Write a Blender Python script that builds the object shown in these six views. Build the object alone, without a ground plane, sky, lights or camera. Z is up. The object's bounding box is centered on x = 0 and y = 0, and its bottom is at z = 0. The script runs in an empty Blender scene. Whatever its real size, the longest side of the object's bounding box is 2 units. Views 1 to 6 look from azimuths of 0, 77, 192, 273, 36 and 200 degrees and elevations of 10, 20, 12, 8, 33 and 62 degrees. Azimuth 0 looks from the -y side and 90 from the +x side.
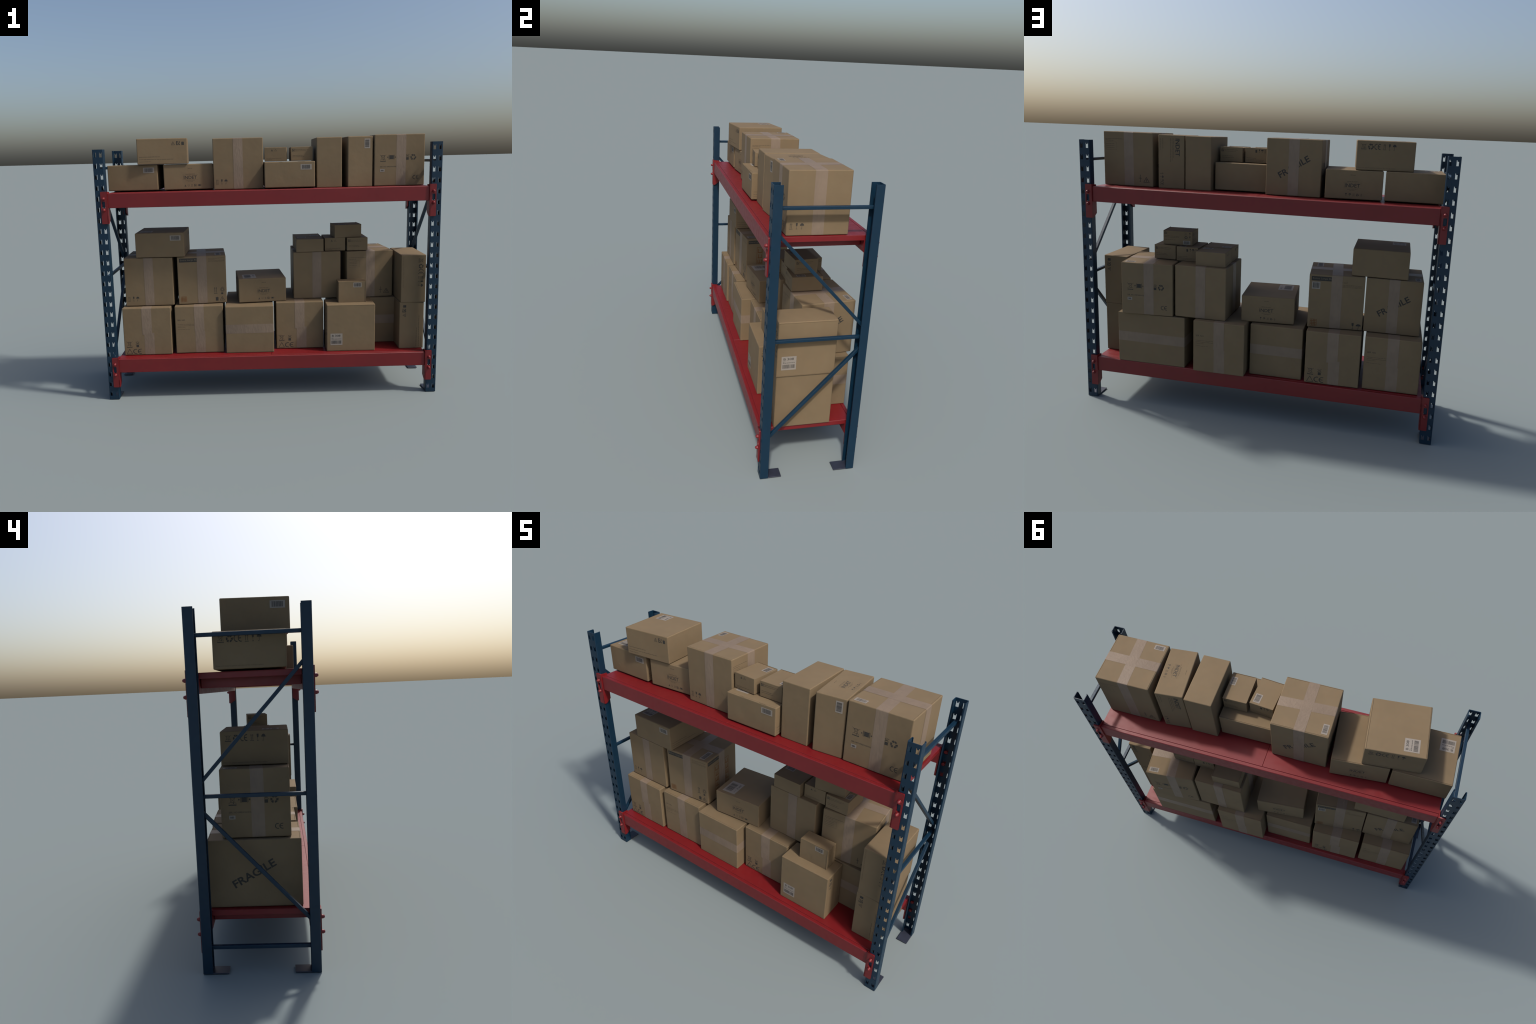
"""A two-level pallet rack (blue uprights, red beams and shelf panels) loaded with cardboard cartons.
Everything is built from parametric parts; metres, z up."""
import bpy, bmesh, math, random
from mathutils import Matrix, Vector

# --------------------------------------------------------------------------- helpers
COL = bpy.context.scene.collection


def link(ob, parent=None):
    COL.objects.link(ob)
    if parent is not None:
        ob.parent = parent
    return ob


def new_mesh(name, verts, faces, mats=(), mat_ids=None, smooth=False):
    me = bpy.data.meshes.new(name)
    me.from_pydata([tuple(v) for v in verts], [], faces)
    for m in mats:
        me.materials.append(m)
    if mat_ids:
        for p, i in zip(me.polygons, mat_ids):
            p.material_index = i
    if smooth:
        for p in me.polygons:
            p.use_smooth = True
    me.update()
    return me


def from_bm(name, bm, mats=(), smooth_angle=None):
    bmesh.ops.recalc_face_normals(bm, faces=bm.faces)
    me = bpy.data.meshes.new(name)
    bm.to_mesh(me)
    bm.free()
    for m in mats:
        me.materials.append(m)
    if smooth_angle is not None:
        for p in me.polygons:
            p.use_smooth = True
        me.set_sharp_from_angle(angle=math.radians(smooth_angle))
    return me


def add_box(bm, x0, x1, y0, y1, z0, z1, bevel=0.0, seg=2):
    r = bmesh.ops.create_cube(bm, size=1.0)
    vs = r['verts']
    for v in vs:
        v.co = Vector(((x0 + x1) / 2 + v.co.x * (x1 - x0), (y0 + y1) / 2 + v.co.y * (y1 - y0),
                       (z0 + z1) / 2 + v.co.z * (z1 - z0)))
    if bevel > 0:
        es = list({e for v in vs for e in v.link_edges})
        bmesh.ops.bevel(bm, geom=es, offset=bevel, segments=seg, profile=0.5, affect='EDGES')


def curve_plate(name, outer, holes, thick):
    """Flat plate in XY with an outline and holes, extruded along Z by `thick` (centred)."""
    cu = bpy.data.curves.new(name, 'CURVE')
    cu.dimensions = '2D'
    cu.fill_mode = 'BOTH'
    cu.extrude = thick / 2
    for loop in [outer] + holes:
        sp = cu.splines.new('POLY')
        sp.points.add(len(loop) - 1)
        for p, (x, y) in zip(sp.points, loop):
            p.co = (x, y, 0, 1)
        sp.use_cyclic_u = True
    ob = bpy.data.objects.new(name, cu)
    COL.objects.link(ob)
    dg = bpy.context.evaluated_depsgraph_get()
    me = bpy.data.meshes.new_from_object(ob.evaluated_get(dg))
    bpy.data.objects.remove(ob)
    bpy.data.curves.remove(cu)
    return me


def append_mesh(bm, me, mat):
    n0 = len(bm.verts)
    bm.from_mesh(me)
    bm.verts.ensure_lookup_table()
    for v in bm.verts[n0:]:
        v.co = mat @ v.co
    bpy.data.meshes.remove(me)


_text_cache = {}


def text_polys(s, bold=0.0):
    """Triangulated polygons of a text in the built-in font, normalised to cap height 1, left at x=0."""
    key = (s, bold)
    if key in _text_cache:
        return _text_cache[key]
    cu = bpy.data.curves.new('text', 'FONT')
    cu.body = s
    cu.size = 1.0
    cu.offset = bold
    cu.resolution_u = 3
    ob = bpy.data.objects.new('text', cu)
    COL.objects.link(ob)
    dg = bpy.context.evaluated_depsgraph_get()
    me = bpy.data.meshes.new_from_object(ob.evaluated_get(dg))
    bpy.data.objects.remove(ob)
    bpy.data.curves.remove(cu)
    xs = [v.co.x for v in me.vertices]
    ys = [v.co.y for v in me.vertices]
    x0, x1, y0, y1 = min(xs), max(xs), min(ys), max(ys)
    h = y1 - y0
    polys = [[((me.vertices[i].co.x - x0) / h, (me.vertices[i].co.y - y0) / h) for i in p.vertices] for p in me.polygons]
    w = (x1 - x0) / h
    bpy.data.meshes.remove(me)
    _text_cache[key] = (polys, w)
    return polys, w


# --------------------------------------------------------------------------- materials
class NT:
    def __init__(self, name):
        self.mat = bpy.data.materials.new(name)
        self.mat.use_nodes = True
        self.t = self.mat.node_tree
        self.b = self.t.nodes['Principled BSDF']
        self.co = self.n('ShaderNodeTexCoord')

    def n(self, typ, **kw):
        nd = self.t.nodes.new(typ)
        for k, v in kw.items():
            setattr(nd, k, v)
        return nd

    def l(self, a, b):
        self.t.links.new(a, b)

    def noise(self, scale, detail=3, rough=0.55, stretch=None):
        nz = self.n('ShaderNodeTexNoise')
        nz.inputs['Scale'].default_value = scale
        nz.inputs['Detail'].default_value = detail
        nz.inputs['Roughness'].default_value = rough
        if stretch:
            mp = self.n('ShaderNodeMapping')
            mp.inputs['Scale'].default_value = stretch
            self.l(self.co.outputs['Object'], mp.inputs['Vector'])
            self.l(mp.outputs['Vector'], nz.inputs['Vector'])
        else:
            self.l(self.co.outputs['Object'], nz.inputs['Vector'])
        return nz.outputs['Fac']

    def ramp(self, fac, stops):
        r = self.n('ShaderNodeValToRGB')
        cr = r.color_ramp
        while len(cr.elements) < len(stops):
            cr.elements.new(0.5)
        for e, (p, c) in zip(cr.elements, stops):
            e.position = p
            e.color = (*c, 1) if len(c) == 3 else c
        self.l(fac, r.inputs['Fac'])
        return r.outputs['Color']

    def mix(self, fac, a, b, mode='MIX'):
        m = self.n('ShaderNodeMix', data_type='RGBA', blend_type=mode)
        for sock, v in ((m.inputs[0], fac), (m.inputs[6], a), (m.inputs[7], b)):
            if hasattr(v, 'links') or hasattr(v, 'is_linked'):
                self.l(v, sock)
            elif isinstance(v, (int, float)):
                sock.default_value = v
            else:
                sock.default_value = (*v, 1)
        return m.outputs[2]

    def bump(self, fac, strength, dist):
        b = self.n('ShaderNodeBump')
        b.inputs['Strength'].default_value = strength
        b.inputs['Distance'].default_value = dist
        self.l(fac, b.inputs['Height'])
        self.l(b.outputs['Normal'], self.b.inputs['Normal'])

    def out(self, color, rough, spec=0.5):
        if isinstance(color, tuple):
            self.b.inputs['Base Color'].default_value = (*color, 1)
        else:
            self.l(color, self.b.inputs['Base Color'])
        if isinstance(rough, (int, float)):
            self.b.inputs['Roughness'].default_value = rough
        else:
            self.l(rough, self.b.inputs['Roughness'])
        self.b.inputs['Specular IOR Level'].default_value = spec
        return self.mat


def scaled(c, k):
    return tuple(min(1.0, x * k) for x in c)


CARD = (0.173, 0.124, 0.071)
TAPE = (0.191, 0.141, 0.101)
RED = (0.152, 0.0056, 0.0078)
BLUE = (0.0011, 0.0195, 0.0430)


def make_cardboard():
    t = NT('cardboard')
    big = t.noise(9.0, 3)
    base = t.ramp(big, [(0.3, scaled(CARD, 0.95)), (0.7, scaled(CARD, 1.05))])
    fibre = t.noise(420.0, 2, stretch=(1, 1, 0.35))
    col = t.mix(t.ramp(fibre, [(0.30, (0.30,) * 3), (0.5, (0.0,) * 3)]), base, scaled(CARD, 0.78))
    warm = t.noise(23.0, 2)
    col = t.mix(t.ramp(warm, [(0.5, (0, 0, 0)), (0.75, (0.35,) * 3)]), col, (CARD[0] * 1.06, CARD[1] * 0.97, CARD[2] * 0.92))
    t.bump(t.noise(14.0, 4), 0.35, 0.004)
    return t.out(col, 0.82, 0.25)


def make_tape():
    t = NT('packing_tape')
    big = t.noise(16.0, 4)
    base = t.ramp(big, [(0.3, scaled(TAPE, 0.93)), (0.7, scaled(TAPE, 1.06))])
    wr = t.noise(38.0, 3, stretch=(2.2, 2.2, 0.5))
    col = t.mix(t.ramp(wr, [(0.55, (0, 0, 0)), (0.72, (0.4,) * 3)]), base, scaled(TAPE, 0.82))
    t.bump(t.noise(45.0, 4, stretch=(2.0, 2.0, 0.7)), 0.5, 0.003)
    return t.out(col, 0.55, 0.25)


def make_paint(name, c, rough, spec, chip):
    t = NT(name)
    big = t.noise(3.5, 4)
    base = t.ramp(big, [(0.3, scaled(c, 0.92)), (0.7, scaled(c, 1.08))])
    fine = t.noise(170.0, 3, 0.6)
    col = t.mix(t.ramp(fine, [(0.66, (0, 0, 0)), (0.74, (0.55,) * 3)]), base, chip)
    smear = t.noise(28.0, 4, 0.6)
    col = t.mix(t.ramp(smear, [(0.55, (0, 0, 0)), (0.8, (0.35,) * 3)]), col, scaled(c, 0.72))
    rg = t.ramp(t.noise(40.0, 3), [(0.3, (rough - 0.06,) * 3), (0.7, (rough + 0.07,) * 3)])
    t.bump(t.noise(230.0, 2), 0.08, 0.001)
    return t.out(col, rg, spec)


def make_flat(name, c, rough, spec=0.3, vary=0.06, scale=60.0):
    t = NT(name)
    col = t.ramp(t.noise(scale, 3), [(0.3, scaled(c, 1 - vary)), (0.7, scaled(c, 1 + vary))])
    return t.out(col, rough, spec)


M_CARD = make_cardboard()
M_TAPE = make_tape()
M_RED = make_paint('red_paint', RED, 0.46, 0.52, (0.21, 0.03, 0.03))
M_BLUE = make_paint('blue_paint', BLUE, 0.47, 0.42, (0.012, 0.042, 0.075))
M_PLATE = make_flat('dark_steel', (0.022, 0.026, 0.042), 0.5, 0.5, 0.15, 40)
M_INK = make_flat('printed_ink', (0.042, 0.038, 0.033), 0.75, 0.2)
M_FINE = make_flat('fine_print_ink', (0.088, 0.066, 0.043), 0.8, 0.2)
M_ORANGE = make_flat('orange_ink', (0.150, 0.068, 0.026), 0.8, 0.2)
M_LIGHT = make_flat('band_lettering', (0.135, 0.110, 0.080), 0.8, 0.2)
M_PAPER = make_flat('label_paper', (0.245, 0.215, 0.182), 0.7, 0.3, 0.04)
M_BAR = make_flat('label_ink', (0.070, 0.062, 0.055), 0.7, 0.3)

# --------------------------------------------------------------------------- the rack
rack = bpy.data.objects.new('pallet_rack', None)
link(rack)
rack["label"] = "blue steel two-level warehouse rack with red beams and shelves"
rack["category"] = "storage rack"

Y0 = -0.002                    # mid plane between front and rear uprights
POST_IN, POST_OUT = 0.9385, 1.0
POST_MID = (POST_IN + POST_OUT) / 2
POST_H = 1.506
WEB_Y, FLANGE_Y = 0.2495, 0.2075
WALL = 0.0032
PITCH, HOLE_TOP, HOLE_N = 0.0626, 1.4758, 24


SLOT_X, SLOT_W, SLOT_H, SLOT_EAR, SLOT_TAB = 0.0163, 0.0074, 0.0140, 0.0044, 0.0074   # half sizes of a slot, its ears and tab


def build_web(bm, e):
    """Perforated web: every slot is a rectangle whose top edge carries a centre tab."""
    xs = [-e, -SLOT_X - SLOT_W, -SLOT_X + SLOT_W, SLOT_X - SLOT_W, SLOT_X + SLOT_W, e]
    zs = [0.0]
    for i in reversed(range(HOLE_N)):
        c = HOLE_TOP - i * PITCH
        zs += [c - SLOT_H, c + SLOT_H]
    zs.append(POST_H)
    grid = [[bm.verts.new((x, 0, z)) for x in xs] for z in zs]
    faces = []
    for r in range(len(zs) - 1):
        for k in range(5):
            lo, hi = grid[r], grid[r + 1]
            if r % 2 == 1 and k in (1, 3):          # slot cell: only the tab is steel
                a, b = hi[k], hi[k + 1]
                t0 = bm.verts.new((a.co.x + SLOT_EAR, 0, a.co.z - SLOT_TAB))
                t1 = bm.verts.new((b.co.x - SLOT_EAR, 0, b.co.z - SLOT_TAB))
                e0 = bm.verts.new((a.co.x + SLOT_EAR * 0.55, 0, a.co.z))
                e1 = bm.verts.new((b.co.x - SLOT_EAR * 0.55, 0, b.co.z))
                faces.append(bm.faces.new((e0, t0, t1, e1)))
            else:
                faces.append(bm.faces.new((lo[k], lo[k + 1], hi[k + 1], hi[k])))
    bmesh.ops.recalc_face_normals(bm, faces=faces)
    ext = bmesh.ops.extrude_face_region(bm, geom=faces)
    for g in ext['geom']:
        if isinstance(g, bmesh.types.BMVert):
            g.co.y += WALL


def build_post():
    """Lipped C channel; web at local y=0 looking to -y, flanges run to +y."""
    half = (POST_OUT - POST_IN) / 2
    depth = WEB_Y - FLANGE_Y
    bm = bmesh.new()
    e = half - 0.0035
    build_web(bm, e)
    # rounded corner + flange + lip as one swept strip on either side
    for s in (-1, 1):
        outer, inner = [], []
        r = 0.004
        outer.append((e, 0)), inner.append((e, WALL))
        for k in range(5):
            a = math.radians(-90 + 90 * k / 4)
            outer.append((half - r + r * math.cos(a), r + r * math.sin(a)))
            inner.append((half - r + max(0.0008, r - WALL) * math.cos(a), r + max(0.0008, r - WALL) * math.sin(a)))
        outer += [(half, depth - 0.001), (half - 0.001, depth), (half - 0.0072, depth)]
        inner += [(half - WALL, depth - WALL), (half - WALL, depth - WALL), (half - 0.0072, depth - WALL)]
        loop = [(s * x, y) for x, y in outer] + [(s * x, y) for x, y in reversed(inner)]
        n = len(outer)
        lo = [bm.verts.new((x, y, 0)) for x, y in loop]
        hi = [bm.verts.new((x, y, POST_H)) for x, y in loop]
        m = len(loop)
        for i in range(m):
            j = (i + 1) % m
            try:
                bm.faces.new((lo[i], lo[j], hi[j], hi[i]))
            except ValueError:
                pass
        for i in range(n - 1):
            for ring in (lo, hi):
                a, b, c, d = ring[i], ring[i + 1], ring[m - 2 - i], ring[m - 1 - i]
                try:
                    bm.faces.new((a, b, c, d))
                except ValueError:
                    pass
    return from_bm('upright_post', bm, [M_BLUE])


POST_ME = build_post()
posts = []
for sx in (-1, 1):
    for sy in (-1, 1):
        ob = bpy.data.objects.new('upright_post', POST_ME)
        link(ob, rack)
        ob.location = (sx * POST_MID, Y0 + sy * WEB_Y, 0)
        if sy > 0:
            ob.rotation_euler = (0, 0, math.pi)
        # foot plate
        bm = bmesh.new()
        ya, yb = sorted((sy * (WEB_Y - 0.0005), sy * 0.1395))
        add_box(bm, -0.0305, 0.0305, ya + Y0, yb + Y0, 0.0, 0.0048, 0.0008, 1)
        foot = bpy.data.objects.new('foot_plate', from_bm('foot_plate', bm, [M_PLATE]))
        link(foot, rack)
        foot.location = (sx * POST_MID, 0, 0)


def brace(y_a, z_a, y_b, z_b, sx, half=0.0078, wx=0.0088):
    """Square tube brace between the two uprights of a frame."""
    d = Vector((0, y_b - y_a, z_b - z_a))
    bm = bmesh.new()
    add_box(bm, -wx, wx, -d.length / 2, d.length / 2, -half, half, 0.0022, 2)
    ob = bpy.data.objects.new('cross_brace', from_bm('cross_brace', bm, [M_BLUE]))
    link(ob, rack)
    ob.location = (sx * (POST_MID - 0.0004), Y0 + (y_a + y_b) / 2, (z_a + z_b) / 2)
    ob.rotation_euler = (math.atan2(d.z, d.y), 0, 0)


for sx in (-1, 1):
    brace(-0.238, 1.3995, 0.238, 1.3995, sx)
    brace(-0.238, 0.7570, 0.238, 0.7570, sx)
    if sx < 0:
        brace(-0.238, 0.1073, 0.238, 0.1073, sx)
    brace(-0.222, 1.2905 if sx > 0 else 1.2952, 0.222, 0.8185 if sx > 0 else 0.8105, sx)
    brace(-0.222, 0.2150, 0.222, 0.6960, sx)

# shelf levels
SHELF_X = 0.930
BEAM_X = 0.9275


def build_beam():
    """Stepped box beam; local origin on its outer top edge line, outside looks to -y, top at z=0."""
    prof = [(0.0025, 0.0), (0.0, -0.0025), (0.0, -0.0825), (0.002, -0.0845), (0.040, -0.0845), (0.042, -0.0825),
            (0.042, -0.0032), (0.0188, -0.0032), (0.0188, -0.0008), (0.018, 0.0)]
    bm = bmesh.new()
    rings = []
    for x in (-BEAM_X, BEAM_X):
        rings.append([bm.verts.new((x, y, z)) for y, z in prof])
    n = len(prof)
    for i in range(n):
        bm.faces.new((rings[0][i], rings[0][(i + 1) % n], rings[1][(i + 1) % n], rings[1][i]))
    bm.faces.new(rings[0])
    bm.faces.new(list(reversed(rings[1])))
    return from_bm('shelf_beam', bm, [M_RED])


def build_connector():
    """L-shaped end plate with a slot; local x=0 at its inner edge growing outward, y=0 on the outer face (-y out)."""
    bm = bmesh.new()
    H = 0.186
    w = 0.0405
    c = 0.004

    def rnd(x0, x1, z0, z1, r):
        pts = []
        for cx, cz, a0 in ((x1 - r, z0 + r, -90), (x1 - r, z1 - r, 0)):
            for k in range(4):
                a = math.radians(a0 + 30 * k)
                pts.append((cx + r * math.cos(a), cz + r * math.sin(a)))
        return [(x0, z0)] + pts + [(x0, z1)]
    plate = curve_plate('plate', rnd(0.002, w, 0, H, c),
                        [[(0.0165, 0.0915), (0.0345, 0.0915), (0.0345, 0.1300), (0.0165, 0.1300)]], 0.0068)
    append_mesh(bm, plate, Matrix.Translation((0, 0.0036, 0)) @ Matrix.Rotation(math.pi / 2, 4, 'X'))
    # return leg along the upright flange, with clipped lower corner
    prof = [(0.0, 0.0), (0.014, 0.0), (0.046, 0.022), (0.046, H - 0.004), (0.0, H)]
    r0 = [bm.verts.new((0.0 + (0.0015 if y == 0 else 0), y + 0.0002, z)) for y, z in prof]
    r1 = [bm.verts.new((0.0075, y + 0.0002, z)) for y, z in prof]
    n = len(prof)
    for i in range(n):
        bm.faces.new((r0[i], r0[(i + 1) % n], r1[(i + 1) % n], r1[i]))
    bm.faces.new(r0)
    bm.faces.new(list(reversed(r1)))
    return from_bm('beam_connector', bm, [M_RED])


def build_bolt():
    """Two-step domed stud that also passes through the upright and ends in a disc."""
    prof = [(0.0, -0.0142), (0.0040, -0.0141), (0.0060, -0.0126), (0.0068, -0.0092), (0.0082, -0.0080), (0.0088, -0.0062),
            (0.0086, -0.0018), (0.0098, -0.0002), (0.0060, 0.0), (0.0060, 0.0150), (0.0086, 0.0150), (0.0086, 0.0185), (0.0, 0.0185)]
    bm = bmesh.new()
    N = 16
    rings = []
    for r, y in prof:
        if r == 0:
            rings.append([bm.verts.new((0, y, 0))])
        else:
            rings.append([bm.verts.new((r * math.cos(2 * math.pi * k / N), y, r * math.sin(2 * math.pi * k / N))) for k in range(N)])
    for a, b in zip(rings, rings[1:]):
        for k in range(N):
            k2 = (k + 1) % N
            if len(a) == 1:
                bm.faces.new((a[0], b[k], b[k2]))
            elif len(b) == 1:
                bm.faces.new((a[k], b[0], a[k2]))
            else:
                bm.faces.new((a[k], b[k], b[k2], a[k2]))
    return from_bm('lock_bolt', bm, [M_RED], 40)


def build_panel():
    """Folded sheet shelf panel, half a bay long: top skin with turned-down ends and a stiffening rib below."""
    L, yh, t = SHELF_X, 0.2288, 0.003
    bm = bmesh.new()
    add_box(bm, 0.0006, L, -yh, yh, -t, 0.0, 0.001, 1)
    add_box(bm, L - 0.003, L - 0.0002, -0.2068, 0.2068, -0.025, -t + 0.0005, 0.0008, 1)
    add_box(bm, 0.0008, 0.0036, -0.2068, 0.2068, -0.025, -t + 0.0005, 0.0008, 1)
    for x, dz in ((0.31, 0.022), (0.62, 0.022)):
        add_box(bm, x - 0.02, x + 0.02, -0.2068, 0.2068, -dz, -t + 0.0005, 0.001, 1)
    add_box(bm, L - 0.078, L - 0.045, -0.2060, 0.2060, -0.0625, -t + 0.0005, 0.003, 2)   # carrier bar between the beams
    return from_bm('shelf_panel', bm, [M_RED])


BEAM_ME, CONN_ME, BOLT_ME, PANEL_ME = build_beam(), build_connector(), build_bolt(), build_panel()
CONN_MIRROR = CONN_ME.copy()
CONN_MIRROR.transform(Matrix.Scale(-1, 4, (1, 0, 0)))
CONN_MIRROR.flip_normals()

for top in (1.2557, 0.2541):
    for sy in (-1, 1):
        rz = 0 if sy < 0 else math.pi
        ob = link(bpy.data.objects.new('shelf_beam', BEAM_ME), rack)
        ob.location = (0, Y0 + sy * WEB_Y, top)
        ob.rotation_euler = (0, 0, rz)
        for sx in (-1, 1):
            outward = sx if sy < 0 else -sx          # local +x direction after the turn
            c = link(bpy.data.objects.new('beam_connector', CONN_ME if outward > 0 else CONN_MIRROR), rack)
            c.location = (sx * BEAM_X, Y0 + sy * (WEB_Y + 0.0071), top + 0.0112 - 0.186)
            c.rotation_euler = (0, 0, rz)
            for zb in (0.1453, 0.0788):
                b = link(bpy.data.objects.new('lock_bolt', BOLT_ME), c)
                b.location = ((0.0242 if outward > 0 else -0.0242), 0.0002, zb)
    for sx in (-1, 1):
        p = link(bpy.data.objects.new('shelf_panel', PANEL_ME), rack)
        p.location = (0, Y0, top + 0.0002)
        p.rotation_euler = (0, 0, 0 if sx > 0 else math.pi)

# --------------------------------------------------------------------------- printed symbols (unit square polygons)


def seg(x0, y0, x1, y1, w):
    dx, dy = x1 - x0, y1 - y0
    L = math.hypot(dx, dy) or 1
    nx, ny = -dy / L * w / 2, dx / L * w / 2
    return [(x0 + nx, y0 + ny), (x0 - nx, y0 - ny), (x1 - nx, y1 - ny), (x1 + nx, y1 + ny)]


def arc(cx, cy, r, a0, a1, w, n=10):
    out = []
    for k in range(n):
        a, b = math.radians(a0 + (a1 - a0) * k / n), math.radians(a0 + (a1 - a0) * (k + 1) / n)
        out.append([(cx + (r - w / 2) * math.cos(a), cy + (r - w / 2) * math.sin(a)), (cx + (r + w / 2) * math.cos(a), cy + (r + w / 2) * math.sin(a)),
                    (cx + (r + w / 2) * math.cos(b), cy + (r + w / 2) * math.sin(b)), (cx + (r - w / 2) * math.cos(b), cy + (r - w / 2) * math.sin(b))])
    return out


def rect(x0, y0, x1, y1):
    return [(x0, y0), (x1, y0), (x1, y1), (x0, y1)]


def path(pts, w, close=False):
    q = list(pts) + ([pts[0]] if close else [])
    return [seg(*a, *b, w) for a, b in zip(q, q[1:])]


def ic_arrows():
    o = [rect(0.05, 0, 0.95, 0.07)]
    for x in (0.3, 0.7):
        o += [rect(x - 0.05, 0.14, x + 0.05, 0.85), [(x - 0.13, 0.78), (x + 0.13, 0.78), (x, 1.0)]]
    return o


def ic_glass():
    return [[(0.22, 1), (0.25, 0.62), (0.42, 0.48), (0.58, 0.48), (0.75, 0.62), (0.78, 1)], rect(0.46, 0.1, 0.54, 0.5), rect(0.27, 0, 0.73, 0.08)]


def ic_umbrella():
    top = [(0.5 + 0.5 * math.cos(math.radians(a)), 0.55 + 0.42 * math.sin(math.radians(a))) for a in range(0, 181, 20)]
    return [top, rect(0.46, 0.1, 0.54, 0.58)] + arc(0.4, 0.1, 0.1, 180, 360, 0.07, 5)


def ic_bin():
    return [rect(0.05, 0, 0.95, 0.1)] + path([(0.0, 0.95), (0.95, 0.18)], 0.03) + path([(1.0, 0.95), (0.05, 0.18)], 0.03) + \
        path([(0.25, 0.85), (0.75, 0.85), (0.66, 0.3), (0.34, 0.3)], 0.035, True) + path([(0.22, 0.78), (0.78, 0.78)], 0.03) + arc(0.62, 0.26, 0.05, 0, 360, 0.05, 6)


def ic_recycle():
    o = []
    for k in range(3):
        a0 = 90 + 120 * k
        o += arc(0.5, 0.48, 0.37, a0 - 52, a0 - 3, 0.24, 3)
        o += arc(0.5, 0.48, 0.37, a0 + 5, a0 + 44, 0.30, 3)
    return o


def ic_ce():
    o = arc(0.25, 0.5, 0.36, 75, 285, 0.11, 12) + arc(0.83, 0.5, 0.36, 75, 285, 0.11, 12) + [rect(0.5, 0.45, 0.86, 0.56)]
    return [[(x * 0.92, (y - 0.5) * 1.2 + 0.5) for x, y in p] for p in o]


def ic_triangle():
    return path([(0.06, 0.06), (0.94, 0.06), (0.5, 0.88)], 0.075, True)


def ic_triangle_mark():
    return ic_triangle() + [rect(0.46, 0.38, 0.54, 0.62), rect(0.44, 0.2, 0.56, 0.3)] + path([(0.36, 0.26), (0.64, 0.5)], 0.05)


def ic_box_x():
    return [rect(0.2, 0, 0.8, 0.45)] + path([(0.05, 0.95), (0.95, 0.5)], 0.05) + path([(0.95, 0.95), (0.05, 0.5)], 0.05) + path([(0.3, 0.98), (0.7, 0.98), (0.75, 0.62), (0.28, 0.62)], 0.035, True)


def ic_clamp():
    o = [rect(0.28, 0.14, 0.72, 0.86), rect(0.22, 0.04, 0.25, 0.96), rect(0.75, 0.04, 0.78, 0.96), rect(0.17, 0.1, 0.195, 0.9), rect(0.805, 0.1, 0.83, 0.9)]
    for x in (0.06, 0.94):
        o.append([(x - 0.07, 0.5), (x, 0.36), (x + 0.07, 0.5), (x, 0.64)])
    return o


def ic_chip():
    return [rect(0, 0, 0.22, 1), rect(0.22, 0.86, 0.62, 1), rect(0.78, 0.0, 1, 0.3), rect(0.22, 0, 0.5, 0.18), rect(0.84, 0.45, 1, 1), rect(0.36, 0.4, 0.62, 0.68), rect(0.5, 0.1, 0.7, 0.5)]


def ic_solid():
    return [rect(0.1, 0, 0.9, 0.8), rect(0.47, 0.8, 0.53, 1.0)]


def ic_drop():
    return [[(0.1, 0.1), (0.9, 0.1), (0.62, 0.45), (0.5, 0.95), (0.38, 0.45)], rect(0, 0, 1, 0.05)]


def ic_circle():
    return arc(0.5, 0.5, 0.42, 0, 360, 0.06, 14) + path([(0.25, 0.42), (0.75, 0.42)], 0.05)


def ic_pin():
    return [rect(0.45, 0, 0.55, 1), rect(0.1, 0.48, 0.9, 0.54), rect(0.3, 0.0, 0.7, 0.05)]


def ic_sun():
    o = [rect(0.32, 0, 0.68, 0.22)]
    for a in range(0, 180, 30):
        c, s = math.cos(math.radians(a)), math.sin(math.radians(a))
        o += path([(0.55 + 0.12 * c, 0.62 + 0.12 * s), (0.55 + 0.4 * c, 0.62 + 0.36 * s)], 0.05)
        o += path([(0.55 - 0.12 * c, 0.62 - 0.12 * s), (0.55 - 0.4 * c, 0.62 - 0.36 * s)], 0.05)
    return o


ICON = dict(arrows=ic_arrows, glass=ic_glass, umbrella=ic_umbrella, bin=ic_bin, recycle=ic_recycle, ce=ic_ce, tri=ic_triangle,
            trimark=ic_triangle_mark, boxx=ic_box_x, clamp=ic_clamp, chip=ic_chip, solid=ic_solid, drop=ic_drop, circle=ic_circle, pin=ic_pin, sun=ic_sun)

# --------------------------------------------------------------------------- cartons

FACES = {  # u axis, v axis, normal in the carton's own frame
    'front': ((1, 0, 0), (0, 0, 1), (0, -1, 0)), 'right': ((0, 1, 0), (0, 0, 1), (1, 0, 0)),
    'back': ((-1, 0, 0), (0, 0, 1), (0, 1, 0)), 'left': ((0, -1, 0), (0, 0, 1), (-1, 0, 0)),
    'top': ((1, 0, 0), (0, 1, 0), (0, 0, 1)), 'bottom': ((1, 0, 0), (0, -1, 0), (0, 0, -1))}


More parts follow.
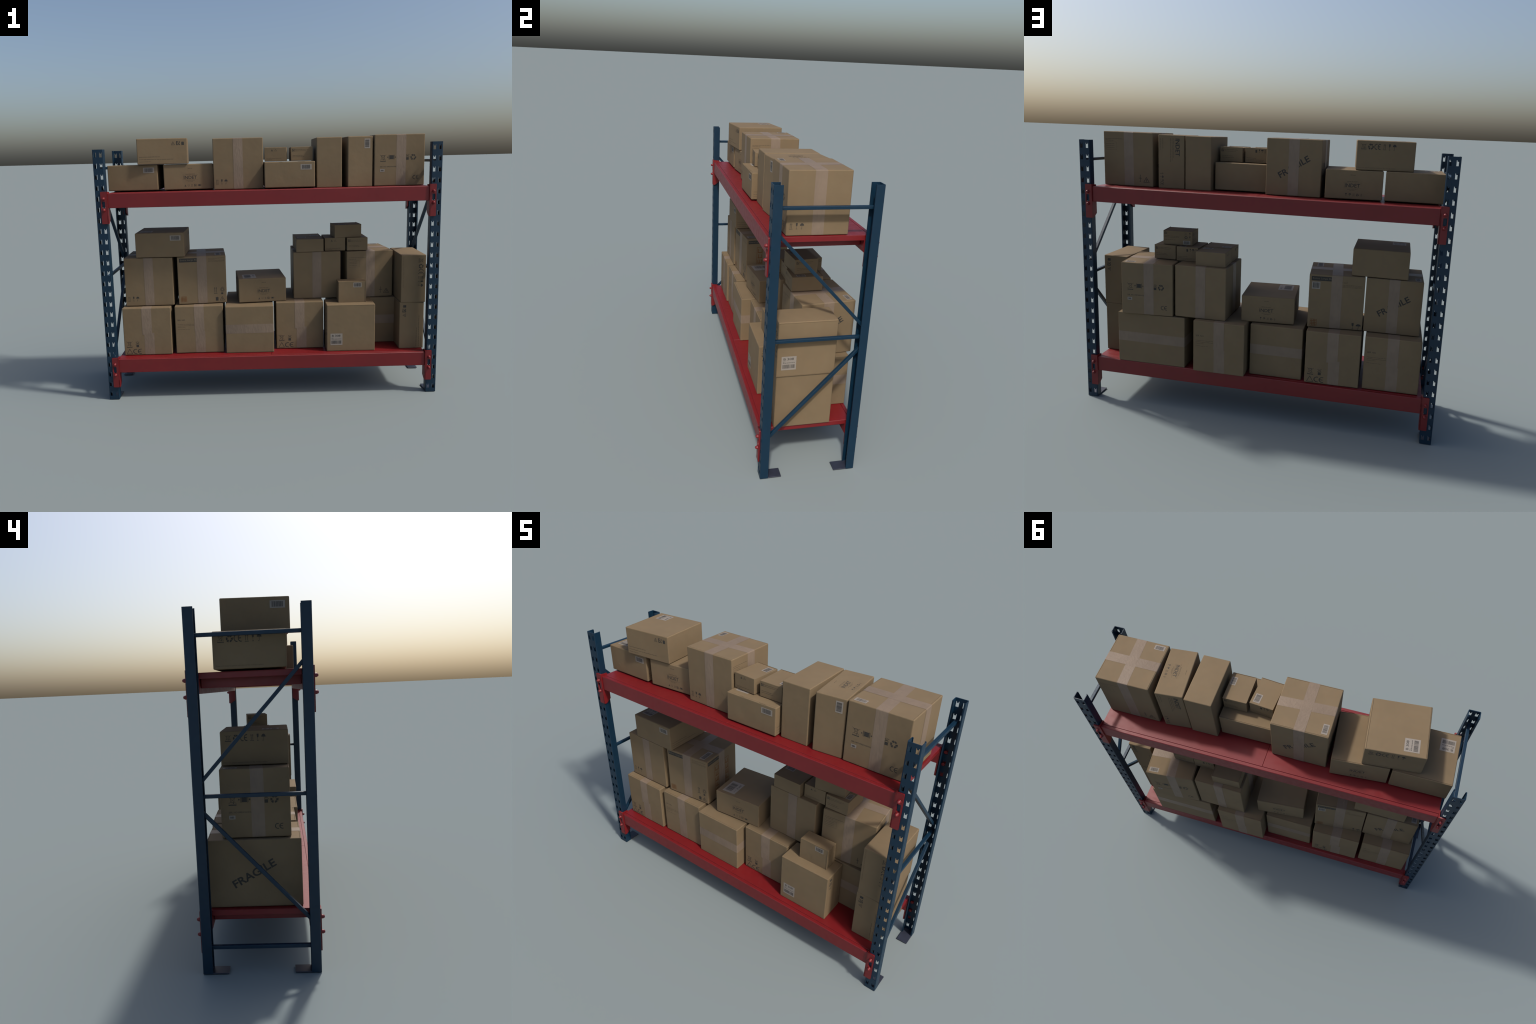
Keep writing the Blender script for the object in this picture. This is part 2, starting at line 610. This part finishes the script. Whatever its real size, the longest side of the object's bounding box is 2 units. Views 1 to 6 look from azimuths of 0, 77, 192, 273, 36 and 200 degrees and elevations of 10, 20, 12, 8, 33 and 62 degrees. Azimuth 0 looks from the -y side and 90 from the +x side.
class Kind:
    """A carton model: size, tape runs and what is printed or stuck on each face (fractions of the face)."""

    def __init__(self, name, w, d, h, lid='groove'):
        self.name, self.size, self.lid = name, Vector((w, d, h)), lid
        self.rng = random.Random(name)
        self.ink = ([], [], [])        # verts, faces, material ids   (ink, fine, orange)
        self.lab = ([], [], [])        # paper, bars
        self.tape = ([], [])
        self.slots = ()
        self.built = None

    def extent(self, face):
        u, v, n = (Vector(a) for a in FACES[face])
        return abs(u.dot(self.size)), abs(v.dot(self.size))

    def put(self, store, face, polys, off, mid):
        u, v, n = (Vector(a) for a in FACES[face])
        W, H = self.extent(face)
        o = n * (abs(n.dot(self.size)) / 2 + off) - u * W / 2 - v * H / 2
        for p in polys:
            b = len(store[0])
            store[0].extend(o + u * x + v * y for x, y in p)
            store[1].append(list(range(b, b + len(p))))
            store[2].append(mid)

    # all rectangles below: u0, v0, u1, v1 as fractions of the face
    def icon(self, face, name, u0, v0, u1, v1, mid=0):
        W, H = self.extent(face)
        polys = [[((u0 + (u1 - u0) * x) * W, (v0 + (v1 - v0) * y) * H) for x, y in p] for p in ICON[name]()]
        self.put(self.ink, face, polys, 0.00022, mid)

    def bar(self, face, u0, v0, u1, v1, mid=0, off=0.00022):
        W, H = self.extent(face)
        self.put(self.ink, face, [rect(u0 * W, v0 * H, u1 * W, v1 * H)], off, mid)

    def frame(self, face, u0, v0, u1, v1, t, mid=1):
        W, H = self.extent(face)
        self.put(self.ink, face, path([(u0 * W, v0 * H), (u1 * W, v0 * H), (u1 * W, v1 * H), (u0 * W, v1 * H)], t, True), 0.00022, mid)

    def lines(self, face, u0, v, u1, size=0.0042, mid=1):
        """One line of fine print: word-sized dashes."""
        W, H = self.extent(face)
        x, y = u0 * W, v * H
        out = []
        while x < u1 * W:
            w = self.rng.uniform(1.6, 5.5) * size
            w = min(w, u1 * W - x)
            hh = size * self.rng.uniform(0.42, 0.56)
            out.append(rect(x, y, x + w, y + hh))
            x += w + size * 0.45
        self.put(self.ink, face, out, 0.00022, mid)

    def words(self, face, s, uc, vc, cap, angle=0.0, bold=0.03, mid=0, width=None, store=None, off=0.00022):
        polys, w = text_polys(s, bold)
        W, H = self.extent(face)
        k = (width / (w * cap)) if width else 1.0
        a = math.radians(angle)
        out = []
        for p in polys:
            q = []
            for x, y in p:
                x, y = (x - w / 2) * cap * k, (y - 0.5) * cap
                q.append((uc * W + x * math.cos(a) - y * math.sin(a), vc * H + x * math.sin(a) + y * math.cos(a)))
            out.append(q)
        self.put(store or self.ink, face, out, off, mid)

    def vwords(self, face, s, uc, vc, cap, width, angle, store, off, mid):
        self.words(face, s, uc, vc, cap, angle, 0.02, mid, width, store, off)

    def barcode(self, face, u0, v0, u1, v1, vertical=False):
        W, H = self.extent(face)
        out = []
        a0, a1 = ((u0 * W, u1 * W) if not vertical else (v0 * H, v1 * H))
        x = a0
        unit = (a1 - a0) / 46
        while x < a1 - unit:
            w = self.rng.choice((1, 1, 2, 3)) * unit
            w = min(w, a1 - x)
            out.append(rect(x, v0 * H, x + w, v1 * H) if not vertical else rect(u0 * W, x, u1 * W, x + w))
            x += w + self.rng.choice((0.8, 1, 1.6)) * unit
        self.put(self.lab, face, out, 0.0009, 1)

    def sticker(self, face, u0, v0, u1, v1, off=0.0006):
        W, H = self.extent(face)
        self.put(self.lab, face, [rect(u0 * W, v0 * H, u1 * W, v1 * H)], off, 0)

    def bar_sticker(self, face, u0, v0, u1, v1, vertical=False):
        self.sticker(face, u0, v0, u1, v1)
        du, dv = (u1 - u0), (v1 - v0)
        if vertical:
            self.barcode(face, u0 + du * 0.16, v0 + dv * 0.1, u1 - du * 0.12, v1 - dv * 0.1, True)
        else:
            self.barcode(face, u0 + du * 0.12, v0 + dv * 0.16, u1 - du * 0.12, v1 - dv * 0.12)

    def tape_run(self, axis, centre, width, off, closed=False, drift=0.0, low_a=None, low_b=None):
        """Tape strip that follows the carton round one axis. axis 'y': front-top-back, 'x': left-top-right, 'z': belt."""
        hx, hy, hz = self.size / 2
        r = 0.0045

        def corner(cx, cy, a0):
            return [(cx + (r + off) * math.cos(math.radians(a0 + 22.5 * k)), cy + (r + off) * math.sin(math.radians(a0 + 22.5 * k))) for k in range(5)]
        if axis == 'z':
            A, B = hx, hy
        else:
            A, B = (hy if axis == 'y' else hx), hz
        pts = corner(A - r, B - r, 0) + corner(-A + r, B - r, 90)
        if closed:
            pts += corner(-A + r, -B + r, 180) + corner(A - r, -B + r, 270)
            pts.append(pts[0])
        else:
            pts = [(A + off, low_a if low_a is not None else -B + 0.003)] + pts + [(-A - off, low_b if low_b is not None else -B + 0.003)]
        V, F = self.tape
        b = len(V)
        ragged = [self.rng.uniform(-0.0012, 0.0012) for _ in pts]
        for i, ((p, q), dx) in enumerate(zip(pts, ragged)):
            mid = centre + (drift * (1 - p / (A + off)) / 2 if drift else 0.0)
            for s in (-1, 1):
                t = mid + s * width / 2 + dx * (0.6 if closed else 1)
                V.append(Vector((t, p, q)) if axis == 'y' else Vector((p, t, q)) if axis == 'x' else Vector((p, q, t)))
        for i in range(len(pts) - 1):
            a = b + 2 * i
            F.append([a, a + 1, a + 3, a + 2])

    def tape_patch(self, face, u0, v0, u1, v1, off):
        W, H = self.extent(face)
        tmp = ([], [], [])
        self.put(tmp, face, [rect(u0 * W, v0 * H, u1 * W, v1 * H)], off, 0)
        b = len(self.tape[0])
        self.tape[0].extend(tmp[0])
        self.tape[1].extend([i + b for i in f] for f in tmp[1])

    def build(self):
        if self.built:
            return self.built
        hx, hy, hz = self.size / 2
        bm = bmesh.new()
        add_box(bm, -hx, hx, -hy, hy, -hz, hz, min(0.0045, hz * 0.06), 3)
        carton = from_bm('carton_' + self.name, bm, [M_CARD])
        # the lid: flaps are let in between the front and rear walls
        cut = bmesh.new()
        if self.lid == 'groove':
            for s in (-1, 1):
                yc = s * (hy - 0.0058)
                add_box(cut, -hx + 0.003, hx - 0.003, yc - 0.0006, yc + 0.0006, hz - 0.005, hz + 0.01)
        else:
            add_box(cut, -hx - 0.01, hx + 0.01, -hy + 0.0026, hy - 0.0026, hz - 0.0022, hz + 0.01)
        for u0, u1 in self.slots:               # tuck slots on the front edge of the lid
            add_box(cut, -hx + u0 * 2 * hx, -hx + u1 * 2 * hx, -hy - 0.01, -hy + 0.0028, hz - 0.0030, hz + 0.012)
        cm = from_bm('cutter', cut)
        o1 = bpy.data.objects.new('a', carton)
        o2 = bpy.data.objects.new('b', cm)
        COL.objects.link(o1), COL.objects.link(o2)
        md = o1.modifiers.new('cut', 'BOOLEAN')
        md.operation, md.solver, md.object = 'DIFFERENCE', 'EXACT', o2
        dg = bpy.context.evaluated_depsgraph_get()
        res = bpy.data.meshes.new_from_object(o1.evaluated_get(dg))
        bpy.data.objects.remove(o1), bpy.data.objects.remove(o2)
        bpy.data.meshes.remove(carton), bpy.data.meshes.remove(cm)
        res.name = 'carton_' + self.name
        if self.lid != 'groove':
            # stickers lie on the let-in lid
            for st in (self.ink, self.lab):
                for v in st[0]:
                    if v.z > hz:
                        v.z -= 0.0022
        out = [('carton', res)]
        if self.tape[1]:
            V, F = self.tape
            me = new_mesh('packing_tape', V, F, [M_TAPE])
            b2 = bmesh.new()
            b2.from_mesh(me)
            for f in b2.faces:                      # face outward
                if f.normal.dot(f.calc_center_median()) < 0:
                    f.normal_flip()
            b2.to_mesh(me)
            b2.free()
            for p in me.polygons:
                p.use_smooth = True
            me.set_sharp_from_angle(angle=math.radians(40))
            out.append(('packing_tape', me))
        if self.ink[1]:
            out.append(('printed_marking', new_mesh('printed_marking', self.ink[0], self.ink[1], [M_INK, M_FINE, M_ORANGE, M_LIGHT], self.ink[2])))
        if self.lab[1]:
            out.append(('shipping_label', new_mesh('shipping_label', self.lab[0], self.lab[1], [M_PAPER, M_BAR], self.lab[2])))
        self.built = out
        return out


# ---- large cube carton with transport symbols
cube = Kind('cube', 0.2950, 0.2950, 0.2970)
cube.tape_run('x', 0.0040, 0.056, 0.0004, drift=-0.0130)
cube.tape_run('y', 0.0, 0.056, 0.0007)
for nm, a, b in (('arrows', .045, .105), ('glass', .14, .19), ('umbrella', .215, .28)):
    cube.icon('front', nm, a, .105, b, .20)
cube.icon('left', 'bin', .11, .475, .235, .615)
cube.icon('left', 'clamp', .255, .505, .43, .61)
cube.icon('left', 'boxx', .615, .50, .70, .61)
cube.icon('left', 'recycle', .715, .495, .83, .61)
cube.words('left', 'SER. NO 09823445436', .275, .375, .0068, 0, 0.0, 0, .095)
cube.sticker('left', .115, .275, .205, .33)
cube.barcode('left', .13, .287, .19, .317)
cube.icon('left', 'ce', .785, .115, .905, .20)
cube.lines('right', .035, .862, .41)
cube.lines('right', .035, .832, .20)
cube.frame('right', .035, .665, .27, .805, .0008)
for v in (.77, .735, .70):
    cube.lines('right', .05, v, .22, .0036)
cube.icon('right', 'trimark', .80, .075, .93, .19)
cube.icon('right', 'pin', .70, .09, .78, .22)
cube.words('back', 'FRAGILE', .505, .515, .034, 32, 0.022, 0, .185)
cube.bar_sticker('top', .045, .75, .145, .945, True)

# ---- the same carton without print
plain_cube = Kind('plain_cube', 0.2950, 0.2950, 0.2950)
plain_cube.tape_run('x', 0.0040, 0.056, 0.0004, drift=-0.0130)
plain_cube.tape_run('y', 0.0, 0.056, 0.0007)

# ---- large cube carton with a dark title band and orange marks
band = Kind('band_cube', 0.2965, 0.2915, 0.2970)
band.tape_run('x', 0.0, 0.058, 0.0005)
band.tape_run('y', 0.0, 0.058, 0.0008)
for f in ('front', 'back', 'right'):
    band.bar(f, .04, .885, .46, .965)
    band.words(f, 'Extra Large Box', .255, .925, .0125, 0, 0.01, 3, .115, None, 0.00036)


def orange_square(k, f, u0, v0, u1, v1):
    k.frame(f, u0, v0, u1, v1, .0022, 2)
    for i in range(1, 4):
        v = v0 + (v1 - v0) * i / 4
        k.bar(f, u0, v - .006, u1, v + .006, 2)
    for i in range(1, 4):
        u = u0 + (u1 - u0) * i / 4
        k.bar(f, u - .005, v0, u + .005, v1, 2)


orange_square(band, 'front', .05, .05, .165, .16)
orange_square(band, 'back', .05, .03, .165, .155)
for v in (.955, .935, .91, .89):
    band.lines('front', .635, v - .01, .97 if v != .935 else .78, .0036)
for nm, a, b, c, d in (('arrows', .73, .20, .81, .34), ('sun', .845, .18, .965, .345), ('solid', .76, .045, .83, .14), ('trimark', .85, .045, .955, .145)):
    band.icon('front', nm, a, b, c, d)
band.words('back', 'E 307', .64, .875, .0085, 0, 0.0, 1, .03)
for v in (.83, .81, .79):
    band.lines('back', .60, v, .95, .0034)
band.bar_sticker('back', .05, .73, .20, .865)
band.icon('back', 'glass', .79, .02, .86, .135)
band.icon('back', 'umbrella', .88, .025, .975, .125)
for u0, u1 in ((.25, .40), (.60, .735)):          # framed upright lettering blocks
    band.frame('right', u0, .12, u1, .80, .003, 2)
    teeth = ((.0, .5, 1.0), (.0, .45), (.0, .5, 1.0), (.15, .85), (.0, 1.0))
    for i in range(5):                             # comb-like turned characters
        v = .15 + i * .128
        band.bar('right', u0 + .02, v, u1 - .02, v + .022, 2)
        for f in teeth[i]:
            uu = u0 + .02 + (u1 - u0 - .058) * f
            band.bar('right', uu, v + .022, uu + .018, v + .095, 2)
band.bar_sticker('top', .78, .05, .90, .36, True)

# ---- deep carton
deep = Kind('deep', 0.2940, 0.4025, 0.2970)
deep.tape_run('y', 0.000, 0.060, 0.0007, low_a=-0.01, low_b=-0.02)      # strip over the lid, ends half way down
for f, u in (('front', .535), ('back', .515)):                            # second strip from the bottom, slightly aside
    deep.tape_patch(f, u - .103, .01, u + .103, .47, 0.0004)
deep.icon('front', 'bin', .045, .165, .175, .305)
deep.icon('front', 'boxx', .235, .17, .325, .29)
deep.icon('front', 'tri', .04, .02, .175, .15)
deep.icon('front', 'ce', .205, .025, .385, .135)
deep.words('back', 'SER .NO', .13, .71, .0085, 0, 0.0, 0, .046)
for v, e in ((.615, .40), (.585, .40), (.555, .21), (.505, .30)):
    deep.lines('back', .05, v, e, .0036)
deep.words('left', 'FRAGILE', .49, .50, .036, 29, 0.022, 0, .205)

# ---- deep carton closed with a belt of tape
belt = Kind('belted', 0.2945, 0.4025, 0.2945)
belt.tape_run('z', 0.006, 0.056, 0.0004, closed=True)

# ---- flat carton
flat = Kind('flat', 0.2945, 0.2935, 0.1488)
flat.slots = ((.30, .355), (.66, .80))
flat.bar_sticker('front', .715, .68, .935, .89)
for nm, a, b in (('trimark', .68, .76), ('chip', .785, .86), ('solid', .88, .945)):
    flat.icon('right', nm, a, .73, b, .885)
for v, e in ((.285, .45), (.185, .72), (.10, .27)):
    flat.lines('right', .04, v, e, .0048)
for nm, a, b in (('bin', .067, .169), ('recycle', .190, .284), ('ce', .312, .418), ('arrows', .440, .503), ('glass', .530, .580), ('umbrella', .608, .670)):
    flat.icon('left', nm, a, .70, b, .90)
flat.words('left', 'Does not require special conditions for transportation', .36, .085, .0062, 0, 0.0, 1, .19)
flat.sticker('top', .075, .135, .325, .385)
flat.words('top', 'B 308', .195, .338, .0125, 0, 0.02, 1, .052, flat.lab, 0.0009)
for v, e, mid in ((.285, .14, 1), (.262, .30, 1)):
    W, H = flat.extent('top')
    x = .1
    out = []
    while x < e:
        out.append(rect(x * W, v * H, min(x + .025, e) * W, (v + .010) * H))
        x += .031
    flat.put(flat.lab, 'top', out, 0.0009, 1)
flat.barcode('top', .095, .165, .30, .235)

# ---- flat carton with lettering
logo = Kind('logo', 0.2945, 0.2922, 0.1488)
for f, row in (('front', ('drop', 'circle', 'arrows', 'chip', 'clamp')), ('back', ('glass', 'umbrella', 'arrows', 'recycle', 'pin'))):
    c = .53 if f == 'front' else .475
    logo.words(f, 'INDET', c, .475, .0190, 0, 0.012, 0, .077)
    logo.lines(f, c - .045, .825, c + .045, .0044)
    logo.lines(f, c - .095, .60, c + .095, .0042)
    logo.bar(f, c - .16, .572, c + .16, .577, 1)
    logo.bar(f, c - .15, .380, c + .16, .385, 1)
    logo.lines(f, c - .09, .335, c + .09, .0034)
    logo.lines(f, c - .05, .305, c + .05, .0032)
    for i, nm in enumerate(row):
        u = c - .125 + i * .066
        wide = .08 if nm == 'clamp' else .045
        logo.icon(f, nm, u, .115, u + wide, .205)
logo.words('left', 'INDET', .225, .735, .0235, 0, 0.02, 0, .094)
logo.bar('left', .06, .62, .42, .624, 1)
for v, e in ((.575, .42), (.52, .47), (.465, .50)):
    logo.lines('left', .06, v, e, .0042)
for v, e in ((.17, .26), (.09, .28)):
    logo.lines('left', .06, v, e, .0040)
for nm, a, b in (('sun', .70, .74), ('umbrella', .76, .81), ('glass', .83, .865), ('ce', .88, .945)):
    logo.icon('left', nm, a, .08, b, .20)
logo.bar_sticker('right', .76, .11, .95, .34)
logo.sticker('top', .10, .075, .385, .455)
logo.barcode('top', .135, .13, .275, .40, True)
logo.words('top', 'E 307', .335, .33, .0105, 90, 0.02, 1, .045, logo.lab, 0.0009)
logo.words('top', 'SER. NO', .335, .17, .0045, 90, 0.0, 1, .022, logo.lab, 0.0009)

# ---- blank flat carton
blank = Kind('blank', 0.2945, 0.2912, 0.1488)

# ---- small cartons
small = Kind('small', 0.1288, 0.1698, 0.0816, lid='let_in')
small.icon('front', 'drop', .29, .72, .40, .88)
small.icon('front', 'tri', .45, .72, .57, .88)
small.lines('front', .08, .18, .78, .0038)
small.lines('front', .08, .10, .34, .0038)
for nm, a, b in (('solid', .45, .55), ('glass', .60, .68), ('umbrella', .71, .83), ('arrows', .86, .95)):
    small.icon('back', nm, a, .68, b, .90)
for v, e in ((.30, .5), (.19, .86), (.11, .82)):
    small.lines('back', .05, v, e, .0038)
small.bar_sticker('top', .62, .60, .90, .92, True)

small_b = Kind('small_printed', 0.1288, 0.1698, 0.0816, lid='let_in')
for f in ('front', 'back'):
    small_b.icon(f, 'chip', .06, .68, .17, .86)
    small_b.lines(f, .19, .79, .80, .0038)
    small_b.lines(f, .19, .70, .70, .0032)
    small_b.lines(f, .08, .38, .56, .0038)
    small_b.lines(f, .08, .28, .62, .0036)
small_b.icon('left', 'chip', .04, .74, .13, .90)
for v, e in ((.60, .55), (.52, .54), (.33, .42)):
    small_b.lines('left', .04, v, e, .0036)
for nm, a, b, c, d in (('pin', .74, .72, .82, .90), ('umbrella', .88, .74, .95, .88), ('recycle', .73, .46, .84, .66), ('glass', .88, .48, .95, .66)):
    small_b.icon('left', nm, a, b, c, d)
small_b.frame('left', .72, .43, .96, .93, .0006)
small_b.bar_sticker('left', .68, .06, .93, .33)
small_b.bar_sticker('top', .72, .16, .95, .46, True)

# ---- placing the cartons.  Orientation: world directions of the carton's own x, y, z axes.
X, Y, Z = Vector((1, 0, 0)), Vector((0, 1, 0)), Vector((0, 0, 1))
UP = (X, Y, Z)
TURN_L = (Y, -X, Z)            # +90 degrees about z
TURN_R = (-Y, X, Z)            # -90 degrees
BACK = (-X, -Y, Z)
LID_RIGHT = (Y, Z, X)          # lid looks to +x, rear up
LID_LEFT = (-Y, Z, -X)
LID_FRONT = (X, Z, -Y)
REAR_UP = (-Y, Z, -X)
LID_FRONT_TALL = (Z, -X, -Y)

CARTONS = [  # kind, orientation, centre x, centre y, bottom z, yaw degrees
    (flat, UP, -0.7987, -0.0033, 1.2643, 0.26),
    (logo, UP, -0.4816, 0.0084, 1.2633, 5.06),
    (flat, TURN_R, -0.6291, -0.0124, 1.4145, 5.33),
    (cube, UP, -0.1733, -0.0085, 1.2588, 0.08),
    (flat, UP, 0.1265, -0.0548, 1.2635, 0.29),
    (small, UP, 0.0545, -0.0650, 1.4155, -4.72),
    (small_b, UP, 0.2027, -0.0601, 1.4150, 0.0),
    (blank, LID_RIGHT, 0.3610, -0.0250, 1.2562, 0.17),
    (logo, REAR_UP, 0.5300, -0.0254, 1.2562, 5.31),
    (cube, TURN_L, 0.7728, -0.0223, 1.2578, 0.23),
    (deep, UP, -0.7597, 0.0158, 0.2565, 0.42),
    (deep, BACK, -0.4439, 0.0289, 0.2572, 0.98),
    (belt, UP, -0.1313, 0.0121, 0.2550, 0.25),
    (deep, UP, 0.1811, 0.0677, 0.2572, 0.18),
    (flat, LID_FRONT, 0.4880, -0.1275, 0.2546, -0.18),
    (small_b, LID_FRONT_TALL, 0.5044, -0.1068, 0.5490, 0.1),
    (belt, TURN_L, 0.5899, 0.1002, 0.2546, 0.32),
    (flat, LID_RIGHT, 0.8696, -0.0344, 0.5468, -0.16),
    (flat, LID_LEFT, 0.8640, -0.0319, 0.2545, -0.07),
    (cube, UP, -0.7412, 0.0038, 0.5575, 0.78),
    (band, UP, -0.4289, 0.0215, 0.5581, 5.25),
    (flat, UP, -0.6616, -0.0002, 0.8578, 0.07),
    (logo, UP, -0.0590, 0.0373, 0.5550, 5.19),
    (plain_cube, UP, 0.2993, 0.0920, 0.5568, -0.25),
    (cube, TURN_R, 0.6201, 0.1100, 0.5512, 5.28),
    (small, TURN_L, 0.2564, 0.0096, 0.8535, -0.49),
    (small, TURN_R, 0.2533, 0.1484, 0.8525, 1.49),
    (small, UP, 0.4152, 0.0549, 0.8530, 0.20),
    (small_b, UP, 0.5530, 0.0464, 0.8531, 0.65),
    (small_b, TURN_R, 0.4920, 0.0402, 0.9345, 5.29),
]
LABELS = dict(cube="brown taped cardboard cube with dark transport symbols", plain_cube="plain brown cardboard cube with crossed packing tape",
              band_cube="brown cardboard cube with dark band and orange marks", deep="deep brown cardboard box with tape strip and symbols",
              belted="deep plain cardboard box belted with tape", flat="flat brown cardboard box with barcode stickers",
              logo="flat brown cardboard box with printed lettering", blank="flat blank brown cardboard box standing on edge",
              small="small brown cardboard box with label on lid", small_printed="small brown printed cardboard box with label")

for kind, axes, cx, cy, z0, yaw in CARTONS:
    rot = Matrix((axes[0], axes[1], axes[2])).transposed()
    half_h = sum(abs(axes[i].z) * kind.size[i] for i in range(3)) / 2
    root = link(bpy.data.objects.new('cardboard_box', None))
    root.empty_display_size = 0.1
    root.location = (cx, cy, z0)
    root.rotation_euler = (0, 0, math.radians(yaw))
    root["label"] = LABELS[kind.name]
    root["category"] = "cardboard box"
    for nm, me in kind.build():
        ob = link(bpy.data.objects.new(nm, me), root)
        ob.matrix_local = Matrix.Translation((0, 0, half_h)) @ rot.to_4x4()
        if nm == 'printed_marking':
            ob["kind"] = "stuff"
